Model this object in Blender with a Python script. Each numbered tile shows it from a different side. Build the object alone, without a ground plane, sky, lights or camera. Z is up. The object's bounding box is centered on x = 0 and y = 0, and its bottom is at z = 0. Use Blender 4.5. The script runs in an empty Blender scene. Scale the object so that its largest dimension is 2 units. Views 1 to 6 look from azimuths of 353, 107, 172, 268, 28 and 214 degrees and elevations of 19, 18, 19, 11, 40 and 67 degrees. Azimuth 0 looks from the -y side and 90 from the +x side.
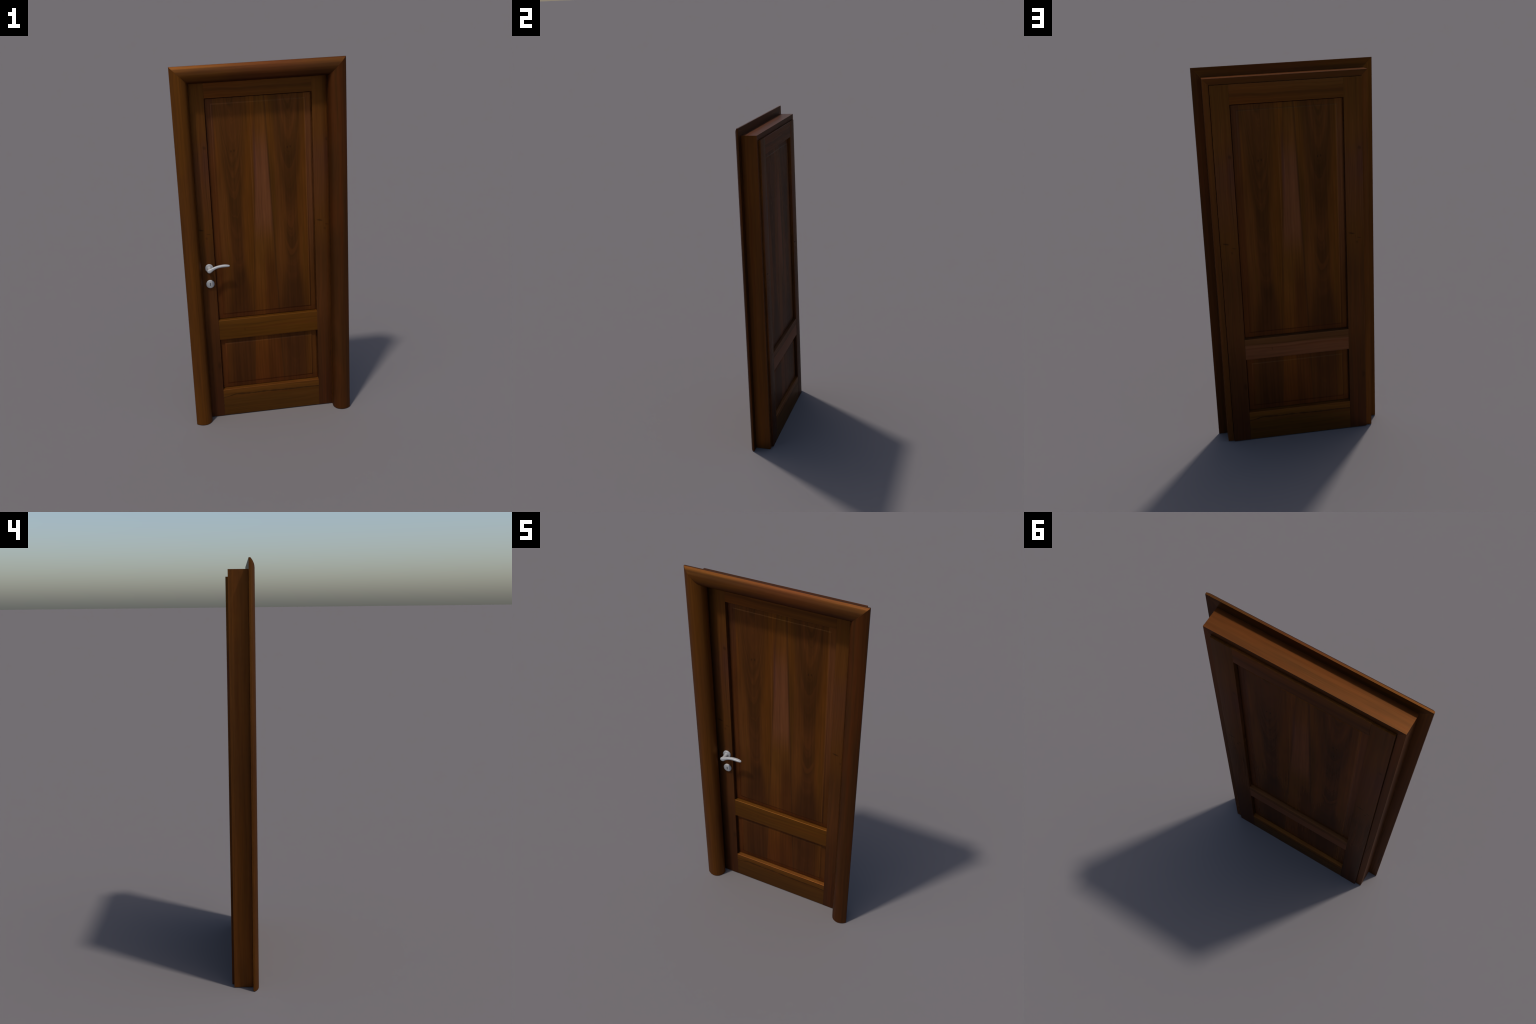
import bpy, bmesh, math
from mathutils import Vector

# ---------------------------------------------------------------- sizes (m)
HALF_W, TOP = 0.4475, 2.0            # outer edge of the casing
JAMB_X, JAMB_TOP = 0.402, 1.9535     # outer edge of the jamb lining
REBATE_X, REBATE_TOP = 0.3722, 1.9242
LEAF_X, LEAF_TOP = 0.3702, 1.9224    # door leaf
Y_CASE_BACK = -0.0372
Y_LEAF_F, Y_LEAF_B = 0.0175, 0.0640
OPEN_X = 0.2793                      # half width of the panel openings
RAIL_LEVELS = [(0.001, 0.1645), (0.480, 0.5970), (1.8270, LEAF_TOP)]
PANEL_LEVELS = [(0.1675, 0.480), (0.5985, 1.8270)]
RECESS, FIELD, FIELD_INSET = 0.0172, 0.0126, 0.036

scene_coll = bpy.context.scene.collection

# ================================================================ node helper
class Nodes:
    """Small expression builder for shader node trees."""
    def __init__(self, name):
        self.mat = bpy.data.materials.new(name)
        self.mat.use_nodes = True
        self.t = self.mat.node_tree
        self.t.nodes.clear()
        out = self.t.nodes.new('ShaderNodeOutputMaterial')
        self.bsdf = self.t.nodes.new('ShaderNodeBsdfPrincipled')
        self.t.links.new(self.bsdf.outputs[0], out.inputs[0])
        co = self.t.nodes.new('ShaderNodeTexCoord')
        sep = self.t.nodes.new('ShaderNodeSeparateXYZ')
        self.t.links.new(co.outputs['Object'], sep.inputs[0])
        self.x, self.y, self.z = sep.outputs

    def put(self, sock, v):
        if isinstance(v, bpy.types.NodeSocket):
            self.t.links.new(v, sock)
        elif isinstance(v, (tuple, list)) and len(v) == 3 and sock.type == 'RGBA':
            sock.default_value = (*v, 1)
        else:
            sock.default_value = v

    def m(self, op, a, b=None, c=None, clamp=False):
        n = self.t.nodes.new('ShaderNodeMath')
        n.operation = op
        n.use_clamp = clamp
        for s, v in zip(n.inputs, (a, b, c)):
            if v is not None:
                self.put(s, v)
        return n.outputs[0]

    def add(self, a, b): return self.m('ADD', a, b)
    def sub(self, a, b): return self.m('SUBTRACT', a, b)
    def mul(self, a, b): return self.m('MULTIPLY', a, b)
    def div(self, a, b): return self.m('DIVIDE', a, b)
    def abs(self, a): return self.m('ABSOLUTE', a)

    def vec(self, x, y, z):
        n = self.t.nodes.new('ShaderNodeCombineXYZ')
        for s, v in zip(n.inputs, (x, y, z)):
            self.put(s, v)
        return n.outputs[0]

    def noise(self, x, y=0.0, z=0.0, detail=3.0, rough=0.55, dist=0.0):
        n = self.t.nodes.new('ShaderNodeTexNoise')
        n.inputs['Scale'].default_value = 1.0
        n.inputs['Detail'].default_value = detail
        n.inputs['Roughness'].default_value = rough
        n.inputs['Distortion'].default_value = dist
        self.put(n.inputs['Vector'], self.vec(x, y, z))
        return n.outputs[0]

    def step(self, v, lo, hi, a=0.0, b=1.0):
        n = self.t.nodes.new('ShaderNodeMapRange')
        n.interpolation_type = 'SMOOTHSTEP'
        for k, val in zip(('Value', 'From Min', 'From Max', 'To Min', 'To Max'),
                          (v, lo, hi, a, b)):
            self.put(n.inputs[k], val)
        return n.outputs[0]

    def bump_at(self, v, centre, half):
        """1 at centre, falling to 0 at centre +- half."""
        d = self.abs(self.sub(v, centre))
        return self.step(d, 0.0, half, 1.0, 0.0)

    def mix(self, f, a, b, mode='MIX'):
        n = self.t.nodes.new('ShaderNodeMix')
        n.data_type = 'RGBA'
        n.blend_type = mode
        self.put(n.inputs[0], f)
        self.put(n.inputs[6], a)
        self.put(n.inputs[7], b)
        return n.outputs[2]

    def ramp(self, f, stops):
        n = self.t.nodes.new('ShaderNodeValToRGB')
        n.color_ramp.interpolation = 'EASE'
        e = n.color_ramp.elements
        while len(e) < len(stops):
            e.new(0.5)
        for el, (p, c) in zip(e, stops):
            el.position = p
            el.color = (*c, 1)
        self.put(n.inputs[0], f)
        return n.outputs[0]

    def tone(self, col, f):
        """multiply a colour by a scalar."""
        n = self.t.nodes.new('ShaderNodeVectorMath')
        n.operation = 'SCALE'
        self.put(n.inputs[0], col)
        self.put(n.inputs['Scale'], f)
        return n.outputs[0]

    def wood(self, col, tone, height):
        """oiled veneer: almost no mirror at normal incidence, a sheen at grazing angles."""
        self.bsdf.inputs['Specular Tint'].default_value = (0.20, 0.20, 0.20, 1)
        self.bsdf.inputs['Metallic'].default_value = 0.6
        return self.finish(self.tone(self.tone(col, tone), ALBEDO), ROUGH, height)

    def finish(self, col, rough, height=None, bump=0.15, dist=0.001):
        self.put(self.bsdf.inputs['Base Color'], col)
        self.put(self.bsdf.inputs['Roughness'], rough)
        if height is not None:
            b = self.t.nodes.new('ShaderNodeBump')
            b.inputs['Strength'].default_value = bump
            b.inputs['Distance'].default_value = dist
            self.put(b.inputs['Height'], height)
            self.t.links.new(b.outputs[0], self.bsdf.inputs['Normal'])
        return self.mat

# ================================================================ palette
AMBER  = (0.128, 0.0430, 0.0058)
OLIVE  = (0.098, 0.0370, 0.0050)
RED    = (0.110, 0.0285, 0.0056)
DARK   = (0.055, 0.0210, 0.0048)
BLACK  = (0.026, 0.0105, 0.0038)
MAUVE  = (0.160, 0.0560, 0.0240)
UMBER  = (0.088, 0.0310, 0.0078)
ROUGH = 0.40
ALBEDO = 1.14      # overall depth of the stain

def fibres(n, across, along, seed):
    """fine fibre tone around 1.0, and the raw value for the bump."""
    f = n.noise(n.mul(across, 420.0), n.mul(along, 9.0), seed, 3.0, 0.6)
    s = n.noise(n.mul(across, 95.0), n.mul(along, 1.6), seed + 5.0, 3.0, 0.6)
    tone = n.add(n.step(f, 0.25, 0.75, -0.08, 0.08), n.step(s, 0.3, 0.7, -0.12, 0.10))
    return n.add(tone, 1.0), f

def wood_board(name, along, across, centre, seed, c_main, c_alt, c_red, streak=1.0):
    """straight grained veneer: broad zones along the board, narrow streaks, fibres."""
    n = Nodes(name)
    ax = {'x': n.x, 'y': n.y, 'z': n.z}
    L = ax[along]
    C = ax[across[0]]
    if len(across) > 1:            # profile boards: grain follows both cross axes
        C = n.add(C, n.mul(ax[across[1]], 0.8))
    C = n.sub(C, centre)
    warp = n.mul(n.sub(n.noise(n.mul(L, 2.2), n.mul(C, 5.0), seed, 1.0), 0.5), 0.018)
    Cw = n.add(C, warp)
    zone = n.noise(n.mul(L, 1.5), n.mul(Cw, 9.0), seed + 1.0, 2.0, 0.5)
    band = n.noise(n.mul(L, 0.55), n.mul(Cw, 42.0), seed + 2.0, 3.0, 0.55)
    col = n.mix(n.step(zone, 0.40, 0.62), c_main, c_alt)
    col = n.mix(n.mul(n.step(band, 0.50, 0.68), 0.75 * streak), col, c_red)
    col = n.mix(n.mul(n.step(band, 0.46, 0.34), 0.70 * streak), col, DARK)
    tone, f = fibres(n, Cw, L, seed)
    return n, col, tone, f, L, Cw

def mat_casing_leg(seed, centre, c_main, c_alt, c_red, streak):
    n, col, tone, f, L, C = wood_board('walnut_casing_leg', 'z', 'xy', centre, seed,
                                       c_main, c_alt, c_red, streak)
    return n.wood(col, tone, f)

def mat_casing_head():
    n, col, tone, f, L, C = wood_board('walnut_casing_head', 'x', 'zy', 1.95, 31.0,
                                       AMBER, UMBER, RED, 0.6)
    # warm red stretch in the middle of the head board
    col = n.mix(n.mul(n.bump_at(n.x, 0.05, 0.34), 0.65), col, (0.120, 0.0320, 0.0075))
    return n.wood(n.tone(col, 0.75), tone, f)

def mat_jamb(along, across, centre, seed, depth):
    n, col, tone, f, L, C = wood_board('walnut_jamb', along, across, centre, seed,
                                       (0.107, 0.0342 if along == 'z' else 0.0320, 0.0060), (0.088, 0.0300, 0.0066), (0.102, 0.0265, 0.0056), 0.45)
    return n.wood(n.tone(col, depth), tone, f)

def knot(n, col, a, b, ca, cb, ra, rb, strength, colour=BLACK):
    d = n.m('SQRT', n.add(n.m('POWER', n.div(n.sub(a, ca), ra), 2.0),
                          n.m('POWER', n.div(n.sub(b, cb), rb), 2.0)))
    return n.mix(n.mul(n.step(d, 0.25, 1.0, 1.0, 0.0), strength), col, colour)

def side_x(n):
    """x as read from whichever face of the leaf is looked at (both carry the same veneer)."""
    front = n.m('LESS_THAN', n.y, 0.5 * (Y_LEAF_F + Y_LEAF_B))
    return n.mul(n.x, n.sub(n.mul(front, 2.0), 1.0))

def mat_stile():
    n = Nodes('walnut_stile')
    u = side_x(n)
    right = n.m('GREATER_THAN', u, 0.0)
    c = n.sub(u, n.sub(n.mul(right, 0.648), 0.324))          # across one stile, -0.047..0.047
    L = n.z
    warp = n.mul(n.sub(n.noise(n.mul(L, 2.6), n.mul(c, 8.0), n.mul(right, 0.3), 1.0), 0.5), 0.03)
    cw = n.add(c, warp)
    band = n.noise(n.mul(L, 0.6), n.mul(cw, 48.0), n.add(11.0, right), 3.0, 0.55)
    # zones along the height: dark foot, brown middle, mauve shoulder, amber crown
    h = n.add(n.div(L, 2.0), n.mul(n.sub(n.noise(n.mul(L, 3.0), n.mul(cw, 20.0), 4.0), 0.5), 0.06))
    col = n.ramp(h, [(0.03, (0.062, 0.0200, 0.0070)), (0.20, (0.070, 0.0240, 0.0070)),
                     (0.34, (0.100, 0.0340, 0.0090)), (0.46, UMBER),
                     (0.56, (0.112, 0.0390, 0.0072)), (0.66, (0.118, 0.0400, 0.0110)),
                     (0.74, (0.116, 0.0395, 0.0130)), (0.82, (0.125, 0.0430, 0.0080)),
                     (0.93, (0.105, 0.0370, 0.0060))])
    col = n.mix(n.mul(n.step(band, 0.50, 0.70), 0.32), col, RED)
    col = n.mix(n.mul(n.step(band, 0.45, 0.32), 0.42), col, DARK)
    # violet cast beside the casing at shoulder height
    vio = n.mul(n.bump_at(L, 1.50, 0.20), n.step(c, 0.005, 0.030))
    col = n.mix(n.mul(vio, 0.30), col, (0.080, 0.0260, 0.0220))
    for cz, cc, rz, rc, s in ((1.128, -0.018, 0.006, 0.022, 0.75), (1.085, 0.010, 0.010, 0.008, 0.35),
                              (1.110, 0.022, 0.004, 0.016, 0.5), (1.580, 0.030, 0.014, 0.013, 0.40),
                              (0.330, 0.034, 0.030, 0.014, 0.45)):
        wob = n.add(L, n.mul(c, 0.20))
        col = knot(n, col, wob, c, cz, cc, rz, rc, s)
    tone, f = fibres(n, cw, L, 17.0)
    return n.wood(col, tone, f)

def mat_rail(kind):
    n = Nodes('walnut_rail')
    u = side_x(n)
    L, C = u, n.z
    seed = {'foot': 3.0, 'lock': 8.0, 'crown': 14.0}[kind]
    warp = n.mul(n.sub(n.noise(n.mul(L, 3.5), n.mul(C, 6.0), seed, 2.0), 0.5), 0.030)
    Cw = n.add(C, warp)
    band = n.noise(n.mul(L, 0.8), n.mul(Cw, 40.0), seed + 1.0, 3.0, 0.5)
    if kind == 'lock':
        back = n.m('GREATER_THAN', n.y, 0.040)
        base = n.mix(n.step(u, -0.25, 0.25), (0.108, 0.0395, 0.0052), (0.118, 0.0415, 0.0048))
        col = n.mix(back, base, (0.165, 0.0600, 0.0240))     # the back of this rail is paler, rosier
        top = n.step(n.sub(C, n.mul(u, -0.02)), 0.553, 0.562)
        col = n.mix(n.mul(n.mul(top, back), 0.75), col, (0.090, 0.0350, 0.0085))
    elif kind == 'crown':
        col = n.mix(n.step(u, -0.26, 0.20), (0.128, 0.0380, 0.0062), (0.108, 0.0370, 0.0065))
        mid = n.bump_at(Cw, 1.868, 0.020)
        col = n.mix(n.mul(mid, 0.45), col, DARK)
    else:
        col = n.mix(n.step(Cw, 0.118, 0.135), (0.088, 0.0340, 0.0062), (0.122, 0.0440, 0.0070))
    col = n.mix(n.mul(n.step(band, 0.52, 0.72), 0.40), col, RED)
    col = n.mix(n.mul(n.step(band, 0.44, 0.30), 0.40), col, DARK)
    if kind == 'foot':
        # a dark mineral streak wandering across the board
        wander = n.add(n.mul(n.sub(n.noise(n.mul(u, 4.5), 2.0, 0.0, 1.0), 0.5), 0.022),
                       n.mul(u, -0.012))
        left = n.step(u, -0.28, -0.20, -0.016, 0.0)
        centre = n.add(n.add(0.128, wander), left)
        width = n.step(n.noise(n.mul(u, 14.0), 9.0), 0.35, 0.7, 0.003, 0.011)
        d = n.div(n.abs(n.sub(C, centre)), width)
        col = n.mix(n.mul(n.step(d, 0.1, 1.0, 1.0, 0.0), 0.75), col, BLACK)
    if kind == 'lock':
        col = knot(n, col, C, u, 0.532, -0.135, 0.012, 0.006, 0.35, DARK)
    tone, f = fibres(n, Cw, L, seed + 3.0)
    return n.wood(col, tone, f)

def mat_panel():
    """two leaves of crown-cut veneer laid side by side, a plain heart strip between them."""
    n = Nodes('walnut_panel')
    u, z = side_x(n), n.z
    slow = n.noise(n.mul(z, 2.3), n.mul(u, 3.0), 0.0, 2.0)
    uw = n.add(u, n.mul(n.sub(slow, 0.5), 0.012))
    second = n.m('GREATER_THAN', uw, 0.004)
    c = n.sub(uw, n.sub(n.mul(second, 0.298), 0.146))        # distance from the crown line
    ac = n.abs(c)
    # the crown figure: wide at the head, pinched at mid height, spreading again to the foot
    t = n.sub(1.83, z)
    head = n.m('MAXIMUM', n.sub(0.093, n.mul(t, 0.098)), 0.036)
    half = n.m('MAXIMUM', head, n.step(z, 1.05, 0.55, 0.030, 0.070))
    jag = n.mul(n.sub(n.noise(n.mul(uw, 130.0), n.mul(z, 1.3), 3.0, 2.0), 0.5), 0.34)
    d = n.add(n.div(ac, half), jag)
    fig = n.step(d, 0.45, 1.42, 1.0, 0.0)
    # ground of the veneer
    low = n.step(z, 0.62, 0.42)
    plain = n.mix(n.step(c, -0.10, 0.09), (0.117, 0.0390, 0.0080), (0.128, 0.0410, 0.0056))
    plain = n.mix(n.mul(n.step(n.noise(n.mul(uw, 26.0), n.mul(z, 0.9), 7.0, 2.0), 0.48, 0.66), 0.6),
                  plain, OLIVE)
    # amber flank close to the figure near the head
    flank = n.mul(n.step(d, 1.0, 1.15), n.step(d, 2.1, 1.3))
    plain = n.mix(n.mul(n.mul(flank, n.step(z, 1.25, 1.6)), 0.45), plain, (0.138, 0.0420, 0.0052))
    # rings inside the figure (downward pointing arches)
    vert = n.mul(n.sub(2.35, z), 0.085)
    r = n.m('SQRT', n.add(n.mul(c, c), n.mul(vert, vert)))
    r = n.add(r, n.mul(n.noise(n.mul(uw, 14.0), n.mul(z, 3.0), 5.0, 3.0), 0.012))
    ring = n.noise(n.mul(r, 230.0), n.mul(z, 0.4), n.mul(second, 2.0), 2.0, 0.6)
    broad = n.noise(n.mul(r, 55.0), n.mul(z, 0.7), n.add(4.0, n.mul(second, 3.0)), 2.0, 0.5)
    figc = n.mix(n.step(broad, 0.40, 0.60), (0.056, 0.0200, 0.0048), (0.079, 0.0258, 0.0062))
    figc = n.mix(n.mul(n.step(ring, 0.52, 0.66), n.step(z, 1.15, 1.50, 0.25, 0.70)), figc, (0.044, 0.0170, 0.0046))
    figc = n.mix(n.mul(n.step(ring, 0.46, 0.34), 0.45), figc, (0.112, 0.0345, 0.0072))
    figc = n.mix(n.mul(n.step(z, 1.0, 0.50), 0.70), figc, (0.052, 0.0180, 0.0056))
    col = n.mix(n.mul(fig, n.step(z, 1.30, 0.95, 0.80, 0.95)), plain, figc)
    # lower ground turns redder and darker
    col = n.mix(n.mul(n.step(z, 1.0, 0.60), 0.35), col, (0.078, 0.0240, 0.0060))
    # heart strip, bounded by two dark lines that spread towards the foot
    rl = n.add(0.031, n.mul(t, 0.030))
    ll = n.sub(-0.019, n.mul(t, 0.044))
    inside = n.mul(n.step(n.sub(u, ll), -0.006, 0.010), n.step(n.sub(rl, u), -0.004, 0.008))
    heart = n.ramp(n.div(z, 2.0), [(0.08, (0.112, 0.0310, 0.0058)), (0.30, (0.118, 0.0370, 0.0058)),
                                   (0.50, (0.124, 0.0440, 0.0072)), (0.60, (0.155, 0.0540, 0.0190)),
                                   (0.74, (0.152, 0.0520, 0.0190)), (0.84, (0.130, 0.0430, 0.0075)),
                                   (0.91, (0.105, 0.0370, 0.0055))])
    half_tone = n.mul(n.step(n.sub(u, n.sub(0.012, n.mul(t, 0.012))), -0.003, 0.004), n.step(z, 1.1, 0.85))
    heart = n.mix(n.mul(half_tone, 0.70), heart, (0.080, 0.0240, 0.0054))
    hs = n.noise(n.mul(uw, 75.0), n.mul(z, 1.0), 12.0, 2.0)
    heart = n.tone(heart, n.step(hs, 0.3, 0.7, 0.98, 1.12))
    col = n.mix(inside, col, heart)
    # dark lines at the edges of the strip
    for edge, s, w in ((rl, 0.50, 0.008), (ll, 0.38, 0.007)):
        line = n.step(n.abs(n.sub(u, edge)), 0.0, w, 1.0, 0.0)
        col = n.mix(n.mul(line, s), col, (0.040, 0.0165, 0.0062))
    # pale glue line left of the strip, and mauve beside it
    pale = n.step(n.abs(n.sub(u, n.add(-0.048, n.mul(t, -0.006)))), 0.0, 0.0045, 1.0, 0.0)
    col = n.mix(n.mul(n.mul(pale, n.step(z, 1.72, 1.6)), n.mul(n.step(z, 0.9, 1.05), 0.5)), col, (0.175, 0.0650, 0.0150))
    viol = n.mul(n.bump_at(u, -0.032, 0.014), n.bump_at(z, 1.50, 0.26))
    col = n.mix(n.mul(viol, 0.5), col, (0.110, 0.0400, 0.0280))
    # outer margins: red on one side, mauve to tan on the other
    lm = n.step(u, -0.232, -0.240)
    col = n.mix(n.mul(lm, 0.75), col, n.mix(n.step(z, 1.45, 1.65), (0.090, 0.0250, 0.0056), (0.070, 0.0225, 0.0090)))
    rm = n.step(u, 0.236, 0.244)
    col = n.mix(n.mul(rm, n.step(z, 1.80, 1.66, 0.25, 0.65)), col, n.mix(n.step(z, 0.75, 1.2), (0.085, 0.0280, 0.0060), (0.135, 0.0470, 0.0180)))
    line = n.step(n.abs(n.sub(u, 0.2405)), 0.0, 0.0035, 1.0, 0.0)
    col = n.mix(n.mul(line, 0.5), col, (0.165, 0.0600, 0.0100))
    # foot margin of both panels, redder and darker than the field
    foot = n.add(n.mul(n.step(z, 0.2085, 0.2035), 1.0),
                 n.mul(n.step(z, 0.6000 + 0.0365, 0.6000 + 0.0315), n.step(z, 0.55, 0.56)))
    col = n.mix(n.mul(foot, 0.45), col, (0.082, 0.0215, 0.0050))
    # small pin knots on the crown lines
    for cu in (-0.146, 0.152):
        col = knot(n, col, z, u, 1.543, cu - 0.008, 0.010, 0.005, 0.65)
        col = knot(n, col, z, u, 1.546, cu + 0.008, 0.010, 0.005, 0.65)
    blot = n.noise(n.mul(uw, 11.0), n.mul(z, 2.6), 40.0, 2.0)
    col = n.tone(col, n.step(blot, 0.3, 0.7, 0.90, 1.10))
    tone, f = fibres(n, uw, z, 23.0)
    return n.wood(col, tone, f)

def mat_metal():
    n = Nodes('satin_metal')
    g = n.noise(n.mul(n.x, 240.0), n.mul(n.y, 240.0), n.mul(n.z, 240.0), 2.0)
    col = n.mix(g, (0.335, 0.335, 0.34), (0.37, 0.37, 0.37))
    n.bsdf.inputs['Metallic'].default_value = 0.1
    return n.finish(col, 0.45)

def mat_dark():
    n = Nodes('dark_keyway')
    g = n.noise(n.mul(n.x, 300.0), n.mul(n.z, 300.0))
    return n.finish(n.mix(g, (0.06, 0.063, 0.067), (0.10, 0.105, 0.11)), 0.5)

# ================================================================ mesh helpers
root = bpy.data.objects.new('interior_door', None)
root.empty_display_size = 0.2
scene_coll.objects.link(root)
root['label'] = 'dark walnut panelled door in rounded frame, grey lever handle'
root['category'] = 'door'

def make(name, bm, mat, parent=root, smooth_deg=None):
    bmesh.ops.remove_doubles(bm, verts=bm.verts, dist=1e-6)
    bmesh.ops.recalc_face_normals(bm, faces=bm.faces)
    me = bpy.data.meshes.new(name)
    bm.to_mesh(me)
    bm.free()
    if smooth_deg:
        me.polygons.foreach_set('use_smooth', [True] * len(me.polygons))
        me.set_sharp_from_angle(angle=math.radians(smooth_deg))
    me.materials.append(mat)
    ob = bpy.data.objects.new(name, me)
    ob.parent = parent
    scene_coll.objects.link(ob)
    return ob

def loft(rings, closed_caps=True):
    bm = bmesh.new()
    vs = [[bm.verts.new(p) for p in r] for r in rings]
    k = len(vs[0])
    for a, b in zip(vs, vs[1:]):
        for i in range(k):
            j = (i + 1) % k
            bm.faces.new((a[i], a[j], b[j], b[i]))
    if closed_caps:
        bm.faces.new(vs[0])
        bm.faces.new(list(reversed(vs[-1])))
    return bm

def spline(pts, steps):
    """Catmull-Rom through the control points."""
    P = [Vector(p) for p in pts]
    P = [2 * P[0] - P[1]] + P + [2 * P[-1] - P[-2]]
    out = []
    for i in range(1, len(P) - 2):
        a, b, c, d = P[i - 1:i + 3]
        for s in range(steps):
            t = s / steps
            out.append(0.5 * ((2 * b) + (c - a) * t + (2 * a - 5 * b + 4 * c - d) * t * t
                              + (3 * b - a - 3 * c + d) * t ** 3))
    out.append(P[-2])
    return out

def round_rect(u0, v0, u1, v1, r, seg=4):
    """outline with individual corner radii r = (u0v0, u1v0, u1v1, u0v1)."""
    out = []
    for (cu, cv, su, sv, a0), rad in zip(((u0, v0, 1, 1, 180), (u1, v0, -1, 1, 270),
                                          (u1, v1, -1, -1, 0), (u0, v1, 1, -1, 90)), r):
        for k in range(seg + 1):
            a = math.radians(a0 + 90 * k / seg)
            out.append((cu + su * rad + rad * math.cos(a), cv + sv * rad + rad * math.sin(a)))
    return out

# ================================================================ casing (architrave)
# profile: s = distance inwards from the outer edge, y = depth (front is negative)
front_curve = spline([(0.0, -0.0452), (0.009, -0.0525), (0.017, -0.0572), (0.026, -0.0612),
                      (0.036, -0.0634), (0.046, -0.0640), (0.057, -0.0618), (0.068, -0.0566),
                      (0.078, -0.0485), (0.0855, -0.0375), (0.0905, -0.0245),
                      (0.0918, -0.0150), (0.0920, -0.0070)], 3)
casing_profile = [(0.0, Y_CASE_BACK)] + [(p.x, p.y) for p in front_curve] + \
                 [(0.0800, -0.0070), (0.0800, Y_CASE_BACK)]
MITRE = 0.00015

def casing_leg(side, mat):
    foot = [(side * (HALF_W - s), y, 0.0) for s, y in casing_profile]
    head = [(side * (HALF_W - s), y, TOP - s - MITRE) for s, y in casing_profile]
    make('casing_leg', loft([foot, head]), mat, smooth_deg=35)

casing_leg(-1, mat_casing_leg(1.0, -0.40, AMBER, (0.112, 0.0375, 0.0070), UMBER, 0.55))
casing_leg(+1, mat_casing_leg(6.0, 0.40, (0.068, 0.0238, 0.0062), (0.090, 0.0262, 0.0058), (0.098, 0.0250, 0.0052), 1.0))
make('casing_head', loft([[(sx * (HALF_W - s - MITRE), y, TOP - s) for s, y in casing_profile]
                          for sx in (-1, 1)]), mat_casing_head(), smooth_deg=35)

# ================================================================ jamb lining with rebate
YJ0, YJ1, YR = Y_CASE_BACK + 0.0004, 0.0535, 0.0190
RW = JAMB_X - REBATE_X                       # strip beside the leaf
def jamb_profile(bw):                        # bw: thickness of the stop in front of the leaf
    if bw < RW:
        return [(0, YJ0), (bw, YJ0), (bw, YR), (RW, YR), (RW, YJ1), (0, YJ1)]
    return [(0, YJ0), (0.029, YJ0), (0.029, -0.0066), (bw, -0.0066),
            (bw, YR - 0.0019), (RW, YR - 0.0019), (RW, YJ1), (0, YJ1)]
for side, seed, bw in ((-1, 41.0, 0.002), (1, 47.0, 0.0450)):    # handle side is hollow
    rings = [[(side * (JAMB_X - s), y, 0.0) for s, y in jamb_profile(bw)],
             [(side * (JAMB_X - s), y, JAMB_TOP - s - MITRE) for s, y in jamb_profile(bw)]]
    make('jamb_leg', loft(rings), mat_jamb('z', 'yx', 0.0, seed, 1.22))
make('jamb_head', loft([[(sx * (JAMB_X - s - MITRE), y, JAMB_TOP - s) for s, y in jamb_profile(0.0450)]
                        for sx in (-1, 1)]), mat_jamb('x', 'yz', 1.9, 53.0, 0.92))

# ================================================================ door leaf
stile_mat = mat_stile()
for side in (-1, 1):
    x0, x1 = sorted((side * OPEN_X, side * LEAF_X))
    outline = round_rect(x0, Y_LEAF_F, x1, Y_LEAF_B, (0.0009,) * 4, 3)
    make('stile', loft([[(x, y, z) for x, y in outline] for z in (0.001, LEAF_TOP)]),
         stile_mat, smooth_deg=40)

# rails: eased arrises, and an upper edge that slopes up towards the panel like a sill
for (z0, z1), kind, sill in zip(RAIL_LEVELS, ('foot', 'lock', 'crown'), (0.0055, 0.0030, 0.0)):
    r = 0.0016
    outline = round_rect(Y_LEAF_F, z0, Y_LEAF_B, z1, (r, r, r, r), 4)
    if sill:
        half = len(outline) // 2
        top = outline[half:]                       # back corner first, then front corner
        ym = 0.5 * (Y_LEAF_F + Y_LEAF_B)
        k = len(top) // 2
        outline = outline[:half] + top[:k] + \
            [(ym + 0.0035, z1 + sill), (ym - 0.0035, z1 + sill)] + top[k:]
    e = OPEN_X - 0.0001
    make('rail', loft([[(x, y, z) for y, z in outline] for x in (-e, e)]),
         mat_rail(kind), smooth_deg=40)

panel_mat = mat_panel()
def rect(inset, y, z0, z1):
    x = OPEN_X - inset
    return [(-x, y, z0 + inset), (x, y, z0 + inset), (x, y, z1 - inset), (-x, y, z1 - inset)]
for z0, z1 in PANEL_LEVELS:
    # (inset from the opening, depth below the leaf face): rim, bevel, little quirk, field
    section = [(-0.004, RECESS + 0.0045), (0.0036, RECESS + 0.0045), (0.0056, RECESS),  # rim groove modelled to produce the dark contact-shadow outline round the panel
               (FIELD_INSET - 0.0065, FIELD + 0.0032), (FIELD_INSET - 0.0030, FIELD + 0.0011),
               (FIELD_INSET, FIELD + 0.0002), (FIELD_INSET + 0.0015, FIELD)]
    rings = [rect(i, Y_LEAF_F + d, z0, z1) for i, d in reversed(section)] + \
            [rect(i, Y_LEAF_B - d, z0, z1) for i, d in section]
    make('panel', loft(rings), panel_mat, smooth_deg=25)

# ================================================================ door furniture
metal = mat_metal()
HX, HZ, KZ = -0.3118, 0.9152, 0.8228

def turned(cx, cz, prof, seg=48):
    """solid of revolution about the y axis; prof = (radius, y)."""
    return loft([[(cx + r * math.cos(2 * math.pi * k / seg), y, cz + r * math.sin(2 * math.pi * k / seg))
                  for k in range(seg)] for r, y in prof])

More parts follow.
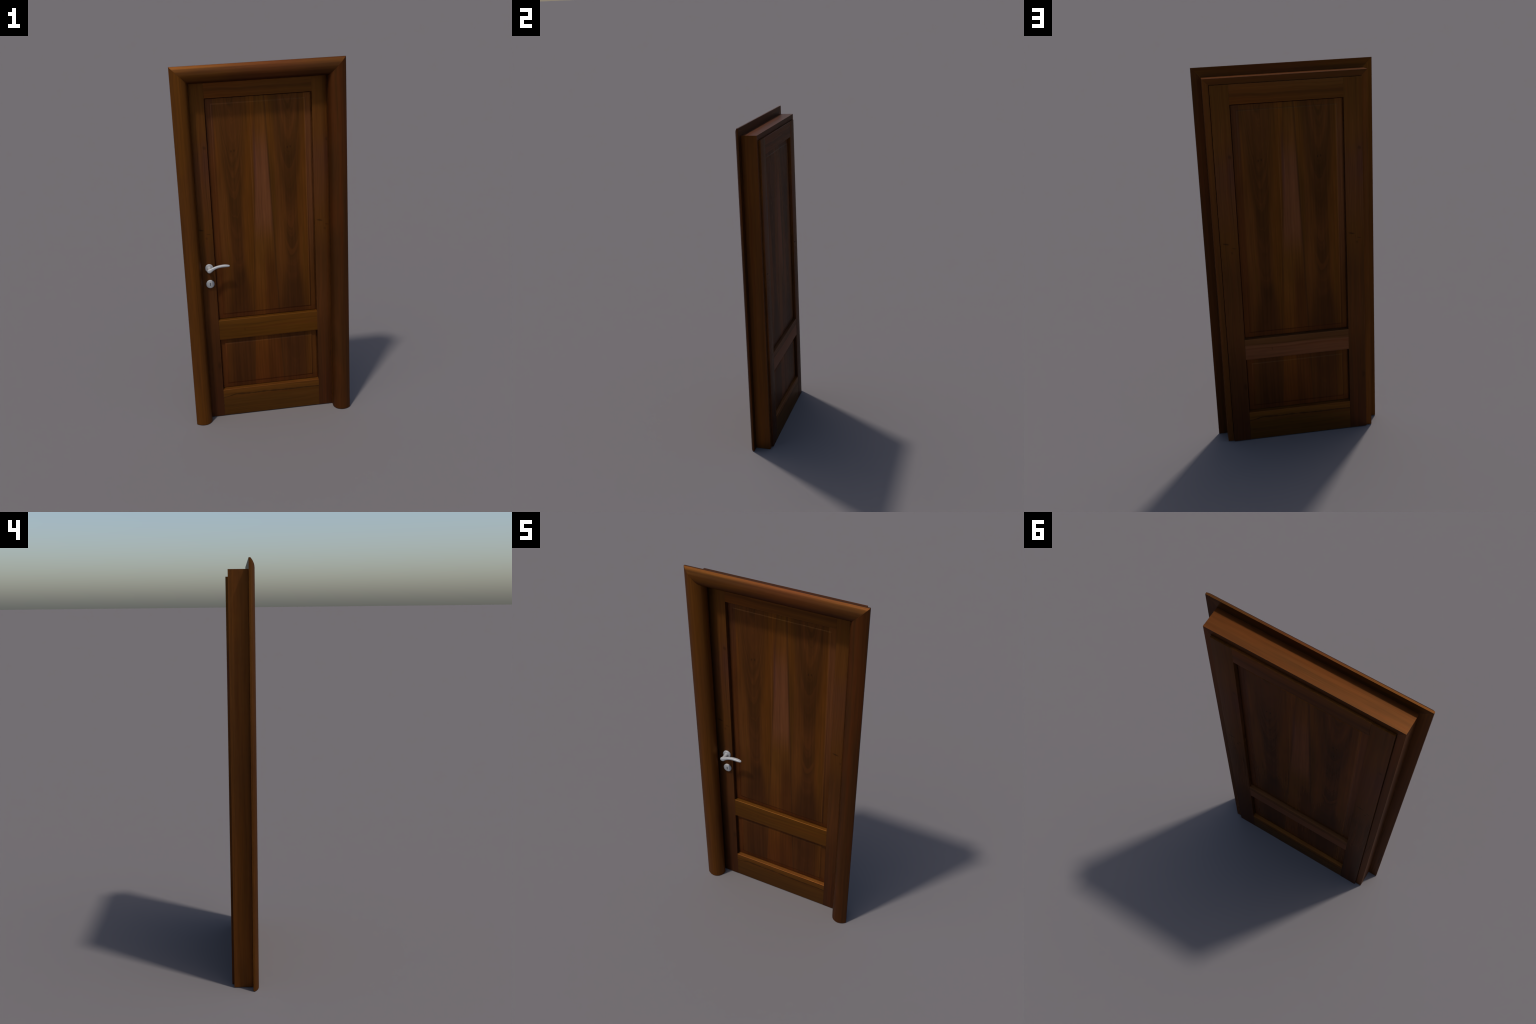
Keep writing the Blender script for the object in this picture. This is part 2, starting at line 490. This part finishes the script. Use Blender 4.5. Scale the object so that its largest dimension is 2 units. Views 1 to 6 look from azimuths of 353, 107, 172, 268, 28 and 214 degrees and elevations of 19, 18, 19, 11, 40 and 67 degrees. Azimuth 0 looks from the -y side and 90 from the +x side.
# lever: cross-sections along x (centre y, centre z, half height, half depth)
stations = [(-0.3262, -0.0300, 0.9130, 0.0020, 0.0020), (-0.3252, -0.0300, 0.9130, 0.0055, 0.0040),
            (-0.3225, -0.0300, 0.9130, 0.0086, 0.0054), (-0.3180, -0.0300, 0.9130, 0.0109, 0.0062),
            (-0.3120, -0.0300, 0.9136, 0.0118, 0.0066), (-0.3050, -0.0298, 0.9166, 0.0113, 0.0068),
            (-0.2970, -0.0293, 0.9215, 0.0098, 0.0070), (-0.2880, -0.0285, 0.9258, 0.0083, 0.0074),
            (-0.2770, -0.0275, 0.9297, 0.0073, 0.0078), (-0.2620, -0.0266, 0.9330, 0.0067, 0.0083),
            (-0.2460, -0.0260, 0.9345, 0.0068, 0.0088), (-0.2300, -0.0257, 0.9346, 0.0069, 0.0090),
            (-0.2170, -0.0256, 0.9339, 0.0062, 0.0083), (-0.2090, -0.0256, 0.9329, 0.0048, 0.0068),
            (-0.2050, -0.0256, 0.9326, 0.0040, 0.0050), (-0.2026, -0.0256, 0.9322, 0.0014, 0.0020)]
def section_ring(x, cy, cz, h, w, seg=28):
    ring = []
    for k in range(seg):
        a = 2 * math.pi * k / seg
        ca, sa = math.cos(a), math.sin(a)
        p = 0.72
        ring.append((x, cy + w * math.copysign(abs(ca) ** p, ca), cz + h * math.copysign(abs(sa) ** p, sa)))
    return ring
A = spline([(s[0], s[1], s[2]) for s in stations], 3)
B = spline([(s[3], s[4], 0) for s in stations], 3)
lever = make('lever_handle', loft([section_ring(a.x, a.y, a.z, max(b.x, 8e-4), max(b.y, 8e-4)) for a, b in zip(A, B)]),
             metal, smooth_deg=60)
yf = Y_LEAF_F - 0.0002
make('rosette', turned(HX, HZ, [(0.0200, yf + 0.002), (0.0222, yf), (0.0222, yf - 0.0060), (0.0212, yf - 0.0074),
                                (0.0200, yf - 0.0080), (0.0115, yf - 0.0082)]), metal, lever, 40)
make('neck', loft([[(HX + r * math.cos(a), y, cz + r * 1.0 * math.sin(a)) for a in
                    [2 * math.pi * k / 32 for k in range(32)]]
                   for r, y, cz in ((0.0116, yf - 0.0080, HZ), (0.0108, yf - 0.0100, HZ), (0.0101, yf - 0.0140, HZ),
                                    (0.0098, yf - 0.0220, HZ - 0.0002), (0.0099, yf - 0.0310, HZ - 0.0008),
                                    (0.0103, yf - 0.0400, HZ - 0.0013), (0.0104, yf - 0.0460, HZ - 0.0016))]),
     metal, lever, 50)

esc = make('escutcheon', turned(HX, KZ, [(0.0205, yf + 0.002), (0.0228, yf), (0.0228, yf - 0.0062), (0.0218, yf - 0.0076),
                                         (0.0205, yf - 0.0082), (0.0040, yf - 0.0084)]), metal, smooth_deg=40)
key_out = round_rect(HX - 0.0030, KZ - 0.0085, HX + 0.0030, KZ + 0.0090, (0.0025, 0.0025, 0.0012, 0.0012), 4)
make('keyhole', loft([[(x, y, z) for x, z in key_out] for y in (yf - 0.0040, yf - 0.0087)]), mat_dark(), esc, 40)
